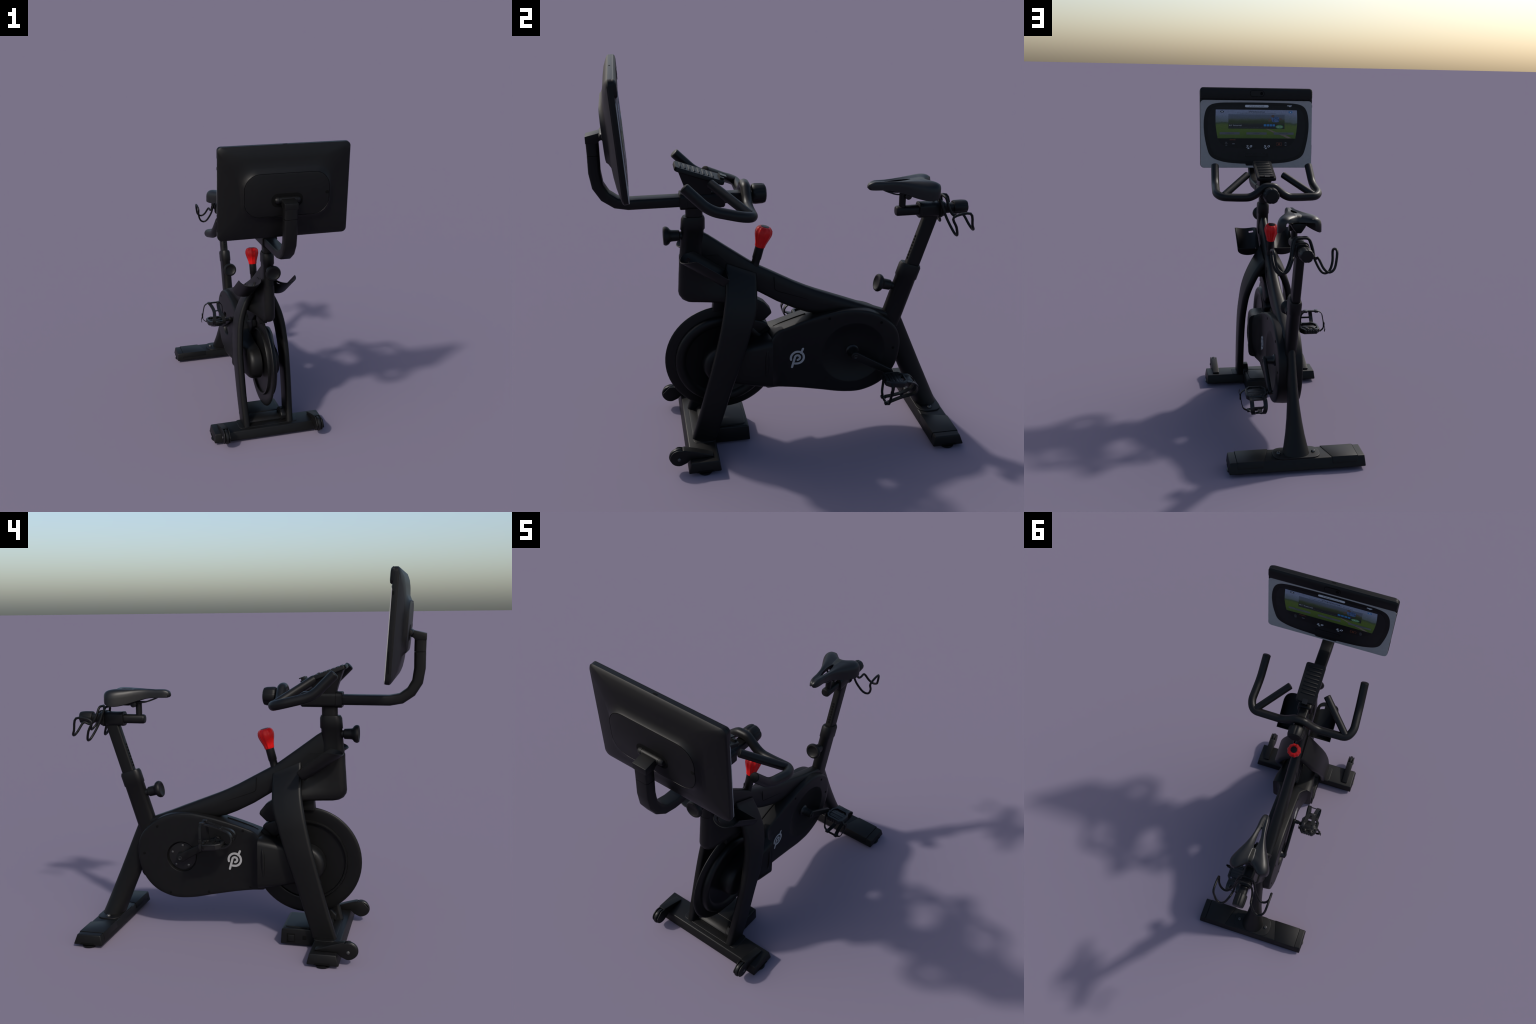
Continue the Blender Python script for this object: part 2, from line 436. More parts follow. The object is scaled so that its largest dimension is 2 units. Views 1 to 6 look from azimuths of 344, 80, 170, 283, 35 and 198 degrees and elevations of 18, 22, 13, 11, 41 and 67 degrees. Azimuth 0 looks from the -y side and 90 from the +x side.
for s in (1, -1):
    a = loft("axle_housing", axle_arm(s), M_PLAST, None, 0, 45)
    turned("screw_hole", [(0.008, 0), (0.008, 0.002)], (s*0.75, -0.5, 0.45), (s*0.077, -0.4115, 0.5275), M_VOID, a, 12)

# seam between the two cover halves along the top
top_line = [(-0.075, 0.612), (-0.04, 0.628), (0.0, 0.642), (0.05, 0.658), (0.10, 0.672)]
loft("cover_seam", [[(x, y-0.001, z+0.0052+h) for x, h in ((-0.0022, 0), (0.0022, 0), (0.0022, -0.006), (-0.0022, -0.006))] for y, z in top_line], M_VOID, None, 0)

# ------------------------------------------------------------------ brand mark on both covers (open ring, hook and bar)
def mark(s, par):
    """Strokes in mark space (a right, b up), laid on the cover face."""
    R, t = 0.0352, 0.0058
    def pl(c): return c
    strokes = []
    ringpts = [(R*math.cos(math.radians(d)), R*math.sin(math.radians(d))) for d in range(197, -102, -6)]
    strokes.append(ringpts+[(-0.013, -0.0345)])
    hook = [(0.0138*math.cos(math.radians(d)), 0.0138*math.sin(math.radians(d))) for d in range(160, -92, -9)]
    strokes.append([(-0.0285, -0.054), (-0.0136, 0.001)]+hook[1:])
    strokes.append([(0.020, 0.027), (0.030, 0.0505)])
    bm = bmesh.new()
    def place(a, b, h):
        y = 0.0428+a*s; z = 0.4555+b
        return (s*(half_width(y, z)+h), y, z)
    for k, st in enumerate(strokes):
        w = t
        st = [Vector(p) for p in fillet([(p[0], p[1], 0) for p in st], 0.004, 3)] if k != 0 else [Vector((p[0], p[1], 0)) for p in st]
        left, right = [], []
        for i, p in enumerate(st):
            a = st[max(0, i-1)]; b = st[min(len(st)-1, i+1)]
            d = (b-a).normalized(); nrm = Vector((-d.y, d.x, 0))
            left.append(p+nrm*w); right.append(p-nrm*w)
        def cap(p, d):
            base = math.atan2(d.y, d.x)
            return [p+Vector((w*math.cos(base+q), w*math.sin(base+q), 0)) for q in [math.radians(v) for v in (60, 30, 0, -30, -60)]]
        loop = left+cap(st[-1], st[-1]-st[-2])+right[::-1]+cap(st[0], st[0]-st[1])
        # triangulated strip so that it follows the curved cover
        for h in (0.0016+0.0003*k,):
            L = [bm.verts.new(place(p.x, p.y, h)) for p in left]; Rr = [bm.verts.new(place(p.x, p.y, h)) for p in right]
            L0 = [bm.verts.new(place(p.x, p.y, -0.002)) for p in left]; R0 = [bm.verts.new(place(p.x, p.y, -0.002)) for p in right]
            for i in range(len(st)-1):
                bm.faces.new((L[i], L[i+1], Rr[i+1], Rr[i]))
                bm.faces.new((L[i], L0[i], L0[i+1], L[i+1])); bm.faces.new((Rr[i], Rr[i+1], R0[i+1], R0[i]))
            for e, p, q in ((0, st[0], st[1]), (-1, st[-1], st[-2])):
                c = [bm.verts.new(place(v.x, v.y, h)) for v in cap(p, p-q)]
                seq = ([L[e]]+c+[Rr[e]]) if e == -1 else ([Rr[e]]+c+[L[e]])
                bm.faces.new(seq)
    me = finish(bm, 30)
    add("brand_mark", me, M_LOGO, par)
mark(1, COVER_R); mark(-1, COVER_L)

# ------------------------------------------------------------------ cranks and pedals
turned("crank_hub", [(0.036, 0.030), (0.036, 0.052), (0.030, 0.056), (0.026, 0.064), (0.024, 0.108), (0.020, 0.111)], (1, 0, 0), (0, HC.x, HC.y), M_STEEL, None, 28)
hubl = turned("hub_plate", [(0.081, 0.045), (0.081, 0.0535), (0.078, 0.057), (0.03, 0.059), (0.026, 0.064), (0.024, 0.098)], (-1, 0, 0), (0, HC.x, HC.y), M_STEEL, None, 36)
for k in range(5):
    a = math.radians(20+72*k)
    turned("bolt", [(0.007, 0.055), (0.007, 0.061), (0.004, 0.063)], (-1, 0, 0), (0, HC.x+0.062*math.cos(a), HC.y+0.062*math.sin(a)), M_BOLT, hubl, 12)
PED = {1: (0.548, 0.340), -1: (0.137, 0.573)}
for s in (1, -1):
    py, pz = PED[s]
    d = Vector((py-HC.x, pz-HC.y)); L = d.length; d.normalize(); nrm = Vector((-d.y, d.x))
    poly = []
    for a in range(90, 271, 15):
        poly.append(HC+d*(0.024*math.cos(math.radians(a)))+nrm*(0.024*math.sin(math.radians(a))))
    for a in range(-90, 91, 15):
        poly.append(HC+d*(L+0.017*math.cos(math.radians(a)))+nrm*(0.017*math.sin(math.radians(a))))
    cr = prism("crank_arm", [tuple(p) for p in poly], 'x', 0.098 if s > 0 else -0.082, 0.120 if s > 0 else -0.103, M_PAINT, None, 0.005)
    turned("crank_bolt", [(0.012, 0), (0.012, 0.003), (0.009, 0.004), (0.006, 0.002)], (s, 0, 0), (0.1195 if s > 0 else -0.1025, HC.x, HC.y), M_STEEL, cr, 16)

def merge(parts):
    """Join a list of bmeshes into one mesh."""
    out = bmesh.new()
    for b in parts:
        me = bpy.data.meshes.new("tmp"); b.to_mesh(me); b.free(); out.from_mesh(me); bpy.data.meshes.remove(me)
    return out
def bx(c, s, bev=0.002):
    bm = bmesh.new(); bmesh.ops.create_cube(bm, size=1, matrix=Matrix.Translation(c) @ Matrix.Diagonal((*s, 1)))
    bevel(bm, bev, 2); return bm
def ribbon(path, w, th, up=(1, 0, 0)):
    return loft_bm(sweep_secs(path, [(-w, -th), (w, -th), (w, th), (-w, th)], up))

def pedal_parts():
    """Local frame: x outward from the crank, y to the rear, z up; origin on the spindle."""
    oct_o = [(0.040, 0.062), (-0.040, 0.062), (-0.060, 0.036), (-0.060, -0.036), (-0.040, -0.062), (0.040, -0.062), (0.060, -0.036), (0.060, 0.036)]
    secs = []
    for k, z, g in ((1.0, -0.017, 0.94), (1.0, -0.012, 1.0), (1.0, 0.010, 1.0), (1.0, 0.014, 0.95), (0.80, 0.014, 1.0), (0.78, 0.008, 1.0), (0.78, -0.012, 1.0), (0.80, -0.017, 1.0)):
        secs.append([(x*k*g, y*k*g, z) for x, y in oct_o])
    ringbm = loft_bm(secs+[secs[0]], False)
    body = [ringbm, bx((0, 0, -0.002), (0.112, 0.022, 0.024), 0.005), bx((0, 0.030, -0.003), (0.098, 0.009, 0.018)), bx((0, -0.030, -0.003), (0.098, 0.009, 0.018)),
            bx((0, 0.015, -0.004), (0.100, 0.026, 0.016)), bx((0, -0.017, -0.004), (0.100, 0.022, 0.016)), bx((0, 0.046, -0.004), (0.080, 0.022, 0.012)), bx((-0.024, 0, -0.004), (0.010, 0.096, 0.014)), bx((0.024, 0, -0.004), (0.010, 0.096, 0.014))]
    for q in (-1, 1):
        for k in range(5):
            body.append(bx((-0.032+0.016*k, q*0.0625, 0.000), (0.009, 0.005, 0.020), 0.0015))
    body.append(turned_bm([(0.013, -0.098), (0.013, -0.075), (0.010, -0.074), (0.010, -0.05)], (1, 0, 0), (0, 0, 0), 14))
    body.append(bx((-0.02, 0.042, 0.014), (0.018, 0.022, 0.010), 0.003)); body.append(bx((0.022, 0.042, 0.014), (0.018, 0.022, 0.010), 0.003))
    # toe clip: two flat arms that leave the front edge, curl up and back
    clip = []
    for s in (-1, 1):
        p = fillet([(s*0.034, -0.050, -0.010), (s*0.038, -0.095, -0.008), (s*0.038, -0.128, 0.024), (s*0.030, -0.118, 0.066), (s*0.018, -0.06, 0.090), (s*0.022, -0.01, 0.108), (s*0.032, 0.038, 0.124)], 0.035, 6)
        clip.append(loft_bm(sweep_secs(p, [(-0.0115, -0.0032), (0.0115, -0.0032), (0.0115, 0.0032), (-0.0115, 0.0032)], (1, 0, 0))))
        clip.append(bx((s*0.033, 0.034, 0.124), (0.022, 0.028, 0.014), 0.003))
    clip.append(bx((0, -0.074, -0.009), (0.070, 0.034, 0.006), 0.002)); clip.append(bx((0, -0.123, 0.022), (0.076, 0.005, 0.012), 0.002))
    clip.append(bx((0, -0.055, 0.092), (0.044, 0.022, 0.005), 0.002)); clip.append(bx((0, 0.036, 0.122), (0.080, 0.007, 0.006), 0.002))
    strap = [ribbon(fillet([(-0.062, 0.034, -0.010), (-0.064, 0.036, 0.030), (-0.058, 0.036, 0.108), (-0.030, 0.036, 0.127), (0.040, 0.036, 0.127), (0.068, 0.036, 0.112), (0.082, 0.036, 0.050), (0.085, 0.036, 0.010), (0.062, 0.034, -0.010)], 0.02, 4), 0.0065, 0.0022, (0, 1, 0))]
    strap.append(bx((0.085, 0.036, 0.036), (0.008, 0.018, 0.030), 0.002))
    strap.append(ribbon([(0.087, 0.036, 0.03), (0.094, 0.036, 0.005), (0.091, 0.036, -0.012)], 0.006, 0.0014, (0, 1, 0)))
    return [("pedal", finish(merge(body), 35), M_STEEL), ("toe_clip", finish(merge(clip), 35), M_STEEL), ("toe_strap", finish(merge(strap), 35), M_PLAST)]
PP = pedal_parts()
for s in (1, -1):
    py, pz = PED[s]
    M = Matrix.Translation((0.188, py+0.002, pz-0.008) if s > 0 else (-0.200, py, pz))
    if s > 0: M = M @ Matrix.Rotation(math.radians(180-6), 4, 'X')
    else: M = M @ Matrix.Rotation(math.radians(-4), 4, 'X') @ Matrix.Scale(-1, 4, (1, 0, 0))
    par = None
    for n, me, mt in PP:
        m2 = me if s > 0 else me.copy()
        if s < 0:
            m2.transform(M)
            m2.flip_normals()
            o = add(n, m2, mt, par)
        else:
            m2 = me.copy(); m2.transform(M); o = add(n, m2, mt, par)
        if par is None: par = o

# ------------------------------------------------------------------ main frame
def tube_section(y, zt, zb, w, top=0.55):
    """Rounded tube section, flatter and narrower on top."""
    pts = []
    n = 28
    for k in range(n):
        a = 2*pi*k/n
        c, s_ = math.cos(a), math.sin(a)
        x = w*math.copysign(abs(c)**0.42, c); zz = math.copysign(abs(s_)**0.55, s_)
        if zz > 0: x *= 1-(1-top)*max(0, zz-0.35)/0.65*0.6
        pts.append((x, y, (zt+zb)/2+(zt-zb)/2*zz))
    return pts
ST = [(-0.46, 1.190, 0.98, 0.028), (-0.40, 1.152, 0.930, 0.029), (-0.30, 1.077, 0.880, 0.031), (-0.194, 0.999, 0.846, 0.033), (-0.154, 0.974, 0.829, 0.034),
      (-0.058, 0.921, 0.768, 0.035), (0.035, 0.869, 0.720, 0.036), (0.100, 0.837, 0.693, 0.037), (0.150, 0.815, 0.682, 0.038),
      (0.250, 0.775, 0.675, 0.039), (0.320, 0.747, 0.668, 0.039), (0.420, 0.706, 0.650, 0.037), (0.520, 0.668, 0.630, 0.033), (0.570, 0.645, 0.61, 0.028)]
loft("top_tube", [tube_section(*r) for r in ST], M_PAINT, None, 0, 60)
# raised trim line on the tube flanks
for s in (1, -1):
    pth = fillet([(-0.075, 0.915), (-0.072, 0.840), (-0.045, 0.828), (0.10, 0.775), (0.22, 0.722)], 0.02, 5)
    bm = loft_bm(sweep_secs([(s*0.0352, p.x, p.y) for p in [Vector((q[0], q[1])) for q in pth]], circ(0.0016, 6)))
    add("tube_trim_seam", finish(bm), M_VOID)

# head tube: round-nosed column with collar
def column(yf, yr, w, z, r=None):
    c = (yf+yr)/2; h = (yr-yf)/2
    return [(x, c+y, z) for x, y in rr(w, h, r or w*0.97, 6)]
loft("head_tube", [column(-0.553, -0.425, 0.034, 1.03), column(-0.545, -0.428, 0.034, 1.10), column(-0.536, -0.424, 0.034, 1.186),
                   column(-0.540, -0.418, 0.037, 1.192), column(-0.535, -0.417, 0.037, 1.244), column(-0.527, -0.422, 0.033, 1.258), column(-0.50, -0.44, 0.02, 1.259)], M_PAINT, None, 0, 45)
loft("handlebar_post", [column(-0.513, -0.428, 0.027, 1.20), column(-0.511, -0.426, 0.027, 1.315)], M_PAINT)
# shroud under the head tube, flaring back to the fork
def shroud_section(z, yf, yr, wf, wr):
    pts = []
    for k in range(9):
        a = pi+pi*k/8
        pts.append((wf*math.cos(a), yf+wf+wf*math.sin(a), z))
    side = []
    for k in range(1, 7):
        t = k/6
        side.append((wf+(wr-wf)*t**1.15, yf+wf+(yr-yf-wf)*t, z))
    return pts+side+[(-x, y, zz) for x, y, zz in reversed(side)]
SH = [(1.055, -0.553, -0.36, 0.034, 0.033), (1.00, -0.555, -0.31, 0.035, 0.034), (0.95, -0.559, -0.28, 0.036, 0.036), (0.90, -0.562, -0.27, 0.037, 0.052),
      (0.86, -0.565, -0.27, 0.037, 0.074), (0.840, -0.562, -0.27, 0.037, 0.082), (0.818, -0.548, -0.27, 0.035, 0.088), (0.806, -0.528, -0.27, 0.031, 0.086), (0.801, -0.505, -0.27, 0.025, 0.080)]
loft("head_shroud", [shroud_section(*r) for r in SH], M_PAINT, None, 0, 50)

# seat tube, collar and sliding post
SD = Vector((0, 0.300, 0.954)).normalized(); SN = Vector((0, 0.954, -0.300)).normalized()
def along(z, off=0.0):
    """Point on the seat tube axis at height z."""
    return Vector((0, 0.5980+(z-0.70)*0.3145, z))
def seat_sec(z, h, w, r, chamfer=False):
    c = along(z)
    return [c+Vector((x, 0, 0))+SN*y for x, y in rr(w, h, r, 5)]
loft("seat_tube", [seat_sec(0.58, 0.056, 0.031, 0.028), seat_sec(0.842, 0.056, 0.031, 0.028), seat_sec(0.848, 0.060, 0.0345, 0.031), seat_sec(0.907, 0.060, 0.0345, 0.031),
                   seat_sec(0.920, 0.054, 0.030, 0.027), seat_sec(0.921, 0.035, 0.015, 0.013)], M_PAINT, None, 0, 40)
PO = 0.0078
post = loft("seat_post", [[p+SN*PO for p in seat_sec(0.88, 0.0370, 0.023, 0.012)], [p+SN*PO for p in seat_sec(1.20, 0.0370, 0.023, 0.012)]], M_PAINT, None, 0, 30)
for k in range(8):
    z = 0.945+k*0.0168
    c = along(z)+SN*(PO-0.0377)
    turned("adjustment_hole", [(0.0062, 0), (0.0062, 0.002)], -SN, c, M_VOID, post, 12)

# rear leg
def leg_sec(yc, z, hy, w):
    return [(w*math.copysign(abs(math.cos(a))**0.92, math.cos(a)), yc+hy*math.copysign(abs(math.sin(a))**0.92, math.sin(a)), z) for a in [2*pi*k/28 for k in range(28)]]
RL = [(0.660, 0.546, 0.063, 0.025), (0.600, 0.571, 0.064, 0.025), (0.500, 0.6135, 0.064, 0.026), (0.400, 0.656, 0.064, 0.028), (0.320, 0.690, 0.064, 0.033),
      (0.240, 0.725, 0.064, 0.042), (0.170, 0.755, 0.064, 0.053), (0.115, 0.779, 0.064, 0.065), (0.074, 0.797, 0.065, 0.075)]
loft("rear_leg", [leg_sec(y, z, h, w) for z, y, h, w in RL], M_PAINT, None, 0, 60)

# ------------------------------------------------------------------ brake unit over the flywheel
BR = prism("brake_unit", [(-0.30, 0.83), (-0.16, 0.79), (-0.125, 0.768), (-0.092, 0.727), (-0.086, 0.708), (-0.128, 0.668), (-0.19, 0.672), (-0.26, 0.735), (-0.31, 0.78)], 'x', -0.030, 0.034, M_PLAST, None, 0.008)
prism("brake_pad_housing", [(-0.24, 0.715), (-0.19, 0.685), (-0.12, 0.660), (-0.104, 0.640), (-0.112, 0.628), (-0.170, 0.583), (-0.20, 0.60), (-0.25, 0.66)], 'x', -0.036, 0.036, M_PLAST, BR, 0.010)
prism("brake_bracket", [(-0.395, 0.74), (-0.385, 0.83), (-0.33, 0.83), (-0.32, 0.74)], 'x', -0.028, 0.028, M_PLAST, BR, 0.005)

# ------------------------------------------------------------------ resistance lever
LB = Vector((0, -0.166, 0.985)); LT = Vector((0, -0.114, 1.178)); LD = (LT-LB).normalized(); LL = (LT-LB).length
lev = turned("resistance_lever", [(0.024, -0.03), (0.021, 0.0), (0.021, 0.022), (0.0235, 0.026), (0.0235, 0.10), (0.019, 0.102)], LD, LB, M_PLAST, None, 24)
kp = [(0.0255, 0.090), (0.027, 0.093), (0.028, 0.104), (0.033, 0.122), (0.040, 0.143), (0.0445, 0.160), (0.0450, 0.172), (0.042, 0.186), (0.034, 0.196), (0.026, 0.1995), (0.0225, 0.1995)]
turned("lever_knob", kp, LD, LB, M_RED, lev, 80, 10, 0.075, 50)
turned("knob_cap", [(0.0215, 0.190), (0.0215, 0.2005), (0.018, 0.2015)], LD, LB, M_RUBBER, lev, 24)

# ------------------------------------------------------------------ pull knobs
def pull_knob(name, axis, origin, par=None):
    return turned(name, [(0.020, -0.045), (0.020, 0.0), (0.024, 0.001), (0.0275, 0.004), (0.029, 0.040), (0.031, 0.046), (0.042, 0.054), (0.0475, 0.064), (0.0475, 0.073), (0.043, 0.080), (0.036, 0.081), (0.030, 0.077), (0.015, 0.073)], axis, origin, M_PLAST, par, 36)
pull_knob("height_knob", (0, -1, 0.02), (0, -0.545, 1.160))
pull_knob("height_knob", (0, -0.965, 0.262), (0, 0.560, 0.803))

# ------------------------------------------------------------------ bottle trays
TAX = Vector((0, 0.82, -0.573)).normalized(); TNO = Vector((0, 0.573, 0.82)).normalized(); TREAR = Vector((0, -0.324, 0.979))
for s in (1, -1):
    # half-pipe sheet, rounded tongue at the front, closed by an end wall at the rear
    bm = bmesh.new(); NA, NL = 24, 26
    def tray(i, t, h):
        a = pi*i/NA
        x = 0.1135+(0.0685+h*0.9)*math.cos(a); dep = (0.058+h)*math.sin(a)**0.85
        return TREAR-TAX*t-TNO*dep+Vector((x*s, 0, 0))
    def reach(i):
        u = abs(2*i/NA-1)
        return 0.190+0.051*(1-u**2.6)
    grid = {}
    for lay, h in ((0, 0.0), (1, 0.0045)):
        for i in range(NA+1):
            for j in range(NL+1):
                grid[(lay, i, j)] = bm.verts.new(tray(i, reach(i)*j/NL, h))
    def hole(i, j): return i in (15, 16, 17, 18) and j in (3, 4, 21, 22)
    for i in range(NA):
        for j in range(NL):
            if hole(i, j): continue
            q = [(i, j), (i+1, j), (i+1, j+1), (i, j+1)]
            bm.faces.new([grid[(0, *p)] for p in q]); bm.faces.new([grid[(1, *p)] for p in reversed(q)])
    top = set(v for k, v in grid.items() if k[0] == 0); inv = {v: k for k, v in grid.items()}
    for e in [e for e in bm.edges if len(e.link_faces) == 1 and e.verts[0] in top and e.verts[1] in top]:
        ka, kb = inv[e.verts[0]], inv[e.verts[1]]
        bm.faces.new((e.verts[0], e.verts[1], grid[(1, kb[1], kb[2])], grid[(1, ka[1], ka[2])]))
    TRAY = add("bottle_tray", finish(bm, 40), M_PLAST)
    loop = [tray(i, 0.0, 0.0045) for i in range(NA+1)]
    bm = loft_bm([[p+TAX*0.001 for p in loop], [p-TAX*0.003 for p in loop]])
    add("tray_end_wall", finish(bm, 40), M_PLAST, TRAY)

# ------------------------------------------------------------------ stem, screen arm
STEM = loft("stem_clamp", [[(x, y, 1.342+z) for x, z in rr(w, h, r, 5)] for y, w, h, r in
     ((-0.5385, 0.044, 0.038, 0.020), (-0.535, 0.048, 0.041, 0.022), (-0.505, 0.048, 0.041, 0.022), (-0.503, 0.046, 0.0395, 0.021), (-0.335, 0.046, 0.0395, 0.021), (-0.325, 0.046, 0.039, 0.021), (-0.318, 0.040, 0.034, 0.018))], M_PAINT, None, 0, 35)
loft("stem_tube", [[(x, y, 1.346+z) for x, z in rr(0.030, 0.026, 0.009, 4)] for y in (-0.34, -0.175)], M_PAINT, STEM, 0, 30)
arm_sec = rr(0.039, 0.0265, 0.014, 3)
arm_path = [(0, -0.50, 1.342), (0, -0.782, 1.342), (0, -0.840, 1.353), (0, -0.889, 1.388), (0, -0.920, 1.440), (0, -0.930, 1.508), (0, -0.9292, 1.590)]
arm_scale = [1, 1, 1, 1.03, 1.06, 1.09, 1.1]
def arm_secs(path, ks):
    """Flat tube whose depth grows towards the upright end."""
    out = []
    for sec, c, k in zip(sweep_secs(path, arm_sec, (1, 0, 0)), path, ks):
        c = Vector(c); out.append([Vector((p.x, c.y+(p.y-c.y)*k, c.z+(p.z-c.z)*k)) for p in sec])
    return out
ARM = loft("screen_arm", arm_secs(arm_path, arm_scale), M_PAINT, None, 0, 30)
# squared arm head with its forward tongue
head = loft("arm_head", arm_secs([(0, -0.9290, 1.5925), (0, -0.9298, 1.683)], [1.1, 1.12]), M_PAINT, ARM, 0, 30)
prism("arm_tongue", [(-0.960, 1.684), (-0.960, 1.65), (-0.905, 1.650), (-0.895, 1.662), (-0.880, 1.668), (-0.872, 1.700), (-0.882, 1.702)], 'x', -0.0402, 0.0402, M_PAINT, ARM, 0.002)

# clamp knob at the back of the stem
turned("stem_knob", [(0.036, -0.182), (0.046, -0.181), (0.050, -0.176), (0.0515, -0.165), (0.050, -0.130), (0.046, -0.117), (0.036, -0.112), (0.035, -0.1125), (0.034, -0.1112), (0.015, -0.1105)], (0, 1, 0), (0, 0, 1.3545), M_PLAST, STEM, 96, 6, 0.06, 40, 6)

# ------------------------------------------------------------------ handlebar
def hb_path(s):
    return [(0, -0.217, 1.402), (0.030*s, -0.217, 1.401), (0.090*s, -0.219, 1.350), (0.128*s, -0.221, 1.3325), (0.200*s, -0.222, 1.332), (0.302*s, -0.222, 1.336), (0.332*s, -0.275, 1.350), (0.323*s, -0.425, 1.386), (0.315*s, -0.534, 1.497)]
rad = [0, 0.035, 0.035, 0.03, 0.03, 0.035, 0.045, 0.05, 0]
right = fillet(hb_path(1), rad, 7)
full = [Vector((-p.x, p.y, p.z)) for p in reversed(right[1:])]+right
HB = tube("handlebar", full, circ(0.0255, 20), M_RUBBER, None, None, 60)
for s in (1, -1):
    tube("inner_grip", [(0.288*s, -0.236, 1.345), (0.120*s, -0.396, 1.452)], circ(0.0225, 20), M_RUBBER, HB, None, 60)
    for p, d in (((0.315*s, -0.534, 1.497), Vector((-0.008*s, -0.109, 0.111))), ((0.120*s, -0.396, 1.452), Vector((-0.165*s, -0.153, 0.107)))):
        turned("grip_end_cap", [(0.0236 if p[0]*s > 0.2 else 0.0216, -0.001), (0.022, 0.003), (0.017, 0.005)], d, p, M_PLAST, HB, 20)

# ------------------------------------------------------------------ tablet rack on the stem
A = Vector((0, -0.557, 1.517)); B = Vector((0, -0.322, 1.431)); td = (B-A).normalized(); tn = Vector((0, -td.z, td.y)); TL = (B-A).length
def rack(x, t, h): return A+Vector((x, 0, 0))+td*t+tn*h
bm = loft_bm([[rack(x, TL/2+y, h) for x, y in rr(w, TL/2-i, 0.014, 4)] for h, w, i in ((-0.012, 0.058, 0.004), (-0.008, 0.062, 0), (0.008, 0.062, 0), (0.011, 0.060, 0.002))])
RACK = add("tablet_rack", finish(bm, 40), M_PLAST)
for k in range(8):
    t = 0.026+k*0.0235
    bm = loft_bm([[rack(x, t+y, h) for x, y in rr(w, hh, hh*0.95, 4)] for h, w, hh in ((0.009, 0.046, 0.0065), (0.0125, 0.045, 0.0055), (0.0145, 0.043, 0.0035))])
    add("rack_rib", finish(bm, 60), M_PLAST, RACK)
for s in (1, -1):
    for k in range(7):
        t = 0.038+k*0.0235
        bm = turned_bm([(0.0022, 0), (0.0022, 0.0016)], tn, rack(s*0.040, t, 0.0105), 10)
        add("rack_hole", finish(bm), M_VOID if s < 0 else M_STEEL, RACK)
bm = loft_bm([[rack(x, TL-0.016+y, h) for x, y in rr(0.046, 0.010, 0.004, 3)] for h in (0.010, 0.022)]); add("rack_lip", finish(bm), M_PLAST, RACK)
bm = loft_bm([[rack(x, TL-0.008+y, h) for x, y in rr(0.017, 0.016, 0.004, 3)] for h in (0.020, 0.026)]); add("rack_clip", finish(bm), M_STEEL, RACK)
loft("rack_mount", [[(w*sx, y, z) for sx, y, z in ((1, yf, zf), (1, yr, zr), (-1, yr, zr), (-1, yf, zf))] for w, yf, zf, yr, zr in
     ((0.046, -0.543, 1.503, -0.345, 1.430), (0.038, -0.512, 1.41, -0.385, 1.405), (0.038, -0.502, 1.37, -0.385, 1.37))], M_PLAST, RACK, 0.004)

# ------------------------------------------------------------------ screen
def fy(z): return -0.7795-0.0602*(z-1.456)        # front plane of the screen
SN_F = Vector((0, 1, 0.0602)).normalized()
ZC = (1.4525+1.9975)/2; HH = (1.9975-1.4525)/2
def scr_pt(x, z, h): 
    p = Vector((x, fy(z), z)); return p+SN_F*h
# housing: rim then a pillow back that rises to the flat service panel
def scr_loop(w, zc, hh, r, h, n=6): return [scr_pt(x, zc+y, h) for x, y in rr(w, hh, r, n)]
SC = loft("screen_housing", [
    scr_loop(0.382, ZC-0.001, HH-0.008, 0.020, 0.001), scr_loop(0.389, ZC, HH-0.001, 0.026, -0.002), scr_loop(0.3905, ZC, HH, 0.027, -0.008), scr_loop(0.3905, ZC, HH, 0.027, -0.021),
    scr_loop(0.386, ZC, HH-0.005, 0.030, -0.028), scr_loop(0.364, ZC+0.001, HH-0.020, 0.045, -0.036), scr_loop(0.324, ZC+0.004, HH-0.044, 0.06, -0.0465), scr_loop(0.290, ZC+0.006, HH-0.080, 0.075, -0.0545),
    scr_loop(0.268, ZC+0.003, HH-0.120, 0.085, -0.059), scr_loop(0.257, ZC-0.001, HH-0.141, 0.09, -0.0715), scr_loop(0.252, ZC-0.0015, HH-0.1465, 0.09, -0.0795), scr_loop(0.2505, ZC-0.0015, HH-0.148, 0.09, -0.0772)], M_PLAST, None, 0, 32)
loft("service_panel", [scr_loop(0.2488, ZC-0.0015, HH-0.1497, 0.088, -0.073), scr_loop(0.2488, ZC-0.0015, HH-0.1497, 0.088, -0.0798), scr_loop(0.245, ZC-0.0015, HH-0.1535, 0.085, -0.0812)], M_PLAST, SC, 0, 40)
# hinge pocket and hinge bar
loft("hinge_pocket", [scr_loop(0.094, 1.692, 0.040, 0.038, -0.078), scr_loop(0.094, 1.692, 0.040, 0.038, -0.0816), scr_loop(0.086, 1.692, 0.034, 0.032, -0.0822)], M_VOID, SC, 0, 40)
turned("hinge_bar", [(0.004, -0.076), (0.013, -0.074), (0.018, -0.066), (0.0185, -0.052), (0.0165, -0.051), (0.0185, -0.050), (0.0185, 0.050), (0.0165, 0.051), (0.0185, 0.052), (0.018, 0.066), (0.013, 0.074), (0.004, 0.076)], (1, 0, 0), (0, -0.8790, 1.688), M_PLAST, SC, 24)
turned("panel_screw", [(0.010, 0), (0.010, 0.002), (0.007, 0.0025)], -SN_F, scr_pt(0.238, 1.724, -0.0797), M_VOID, SC, 16)
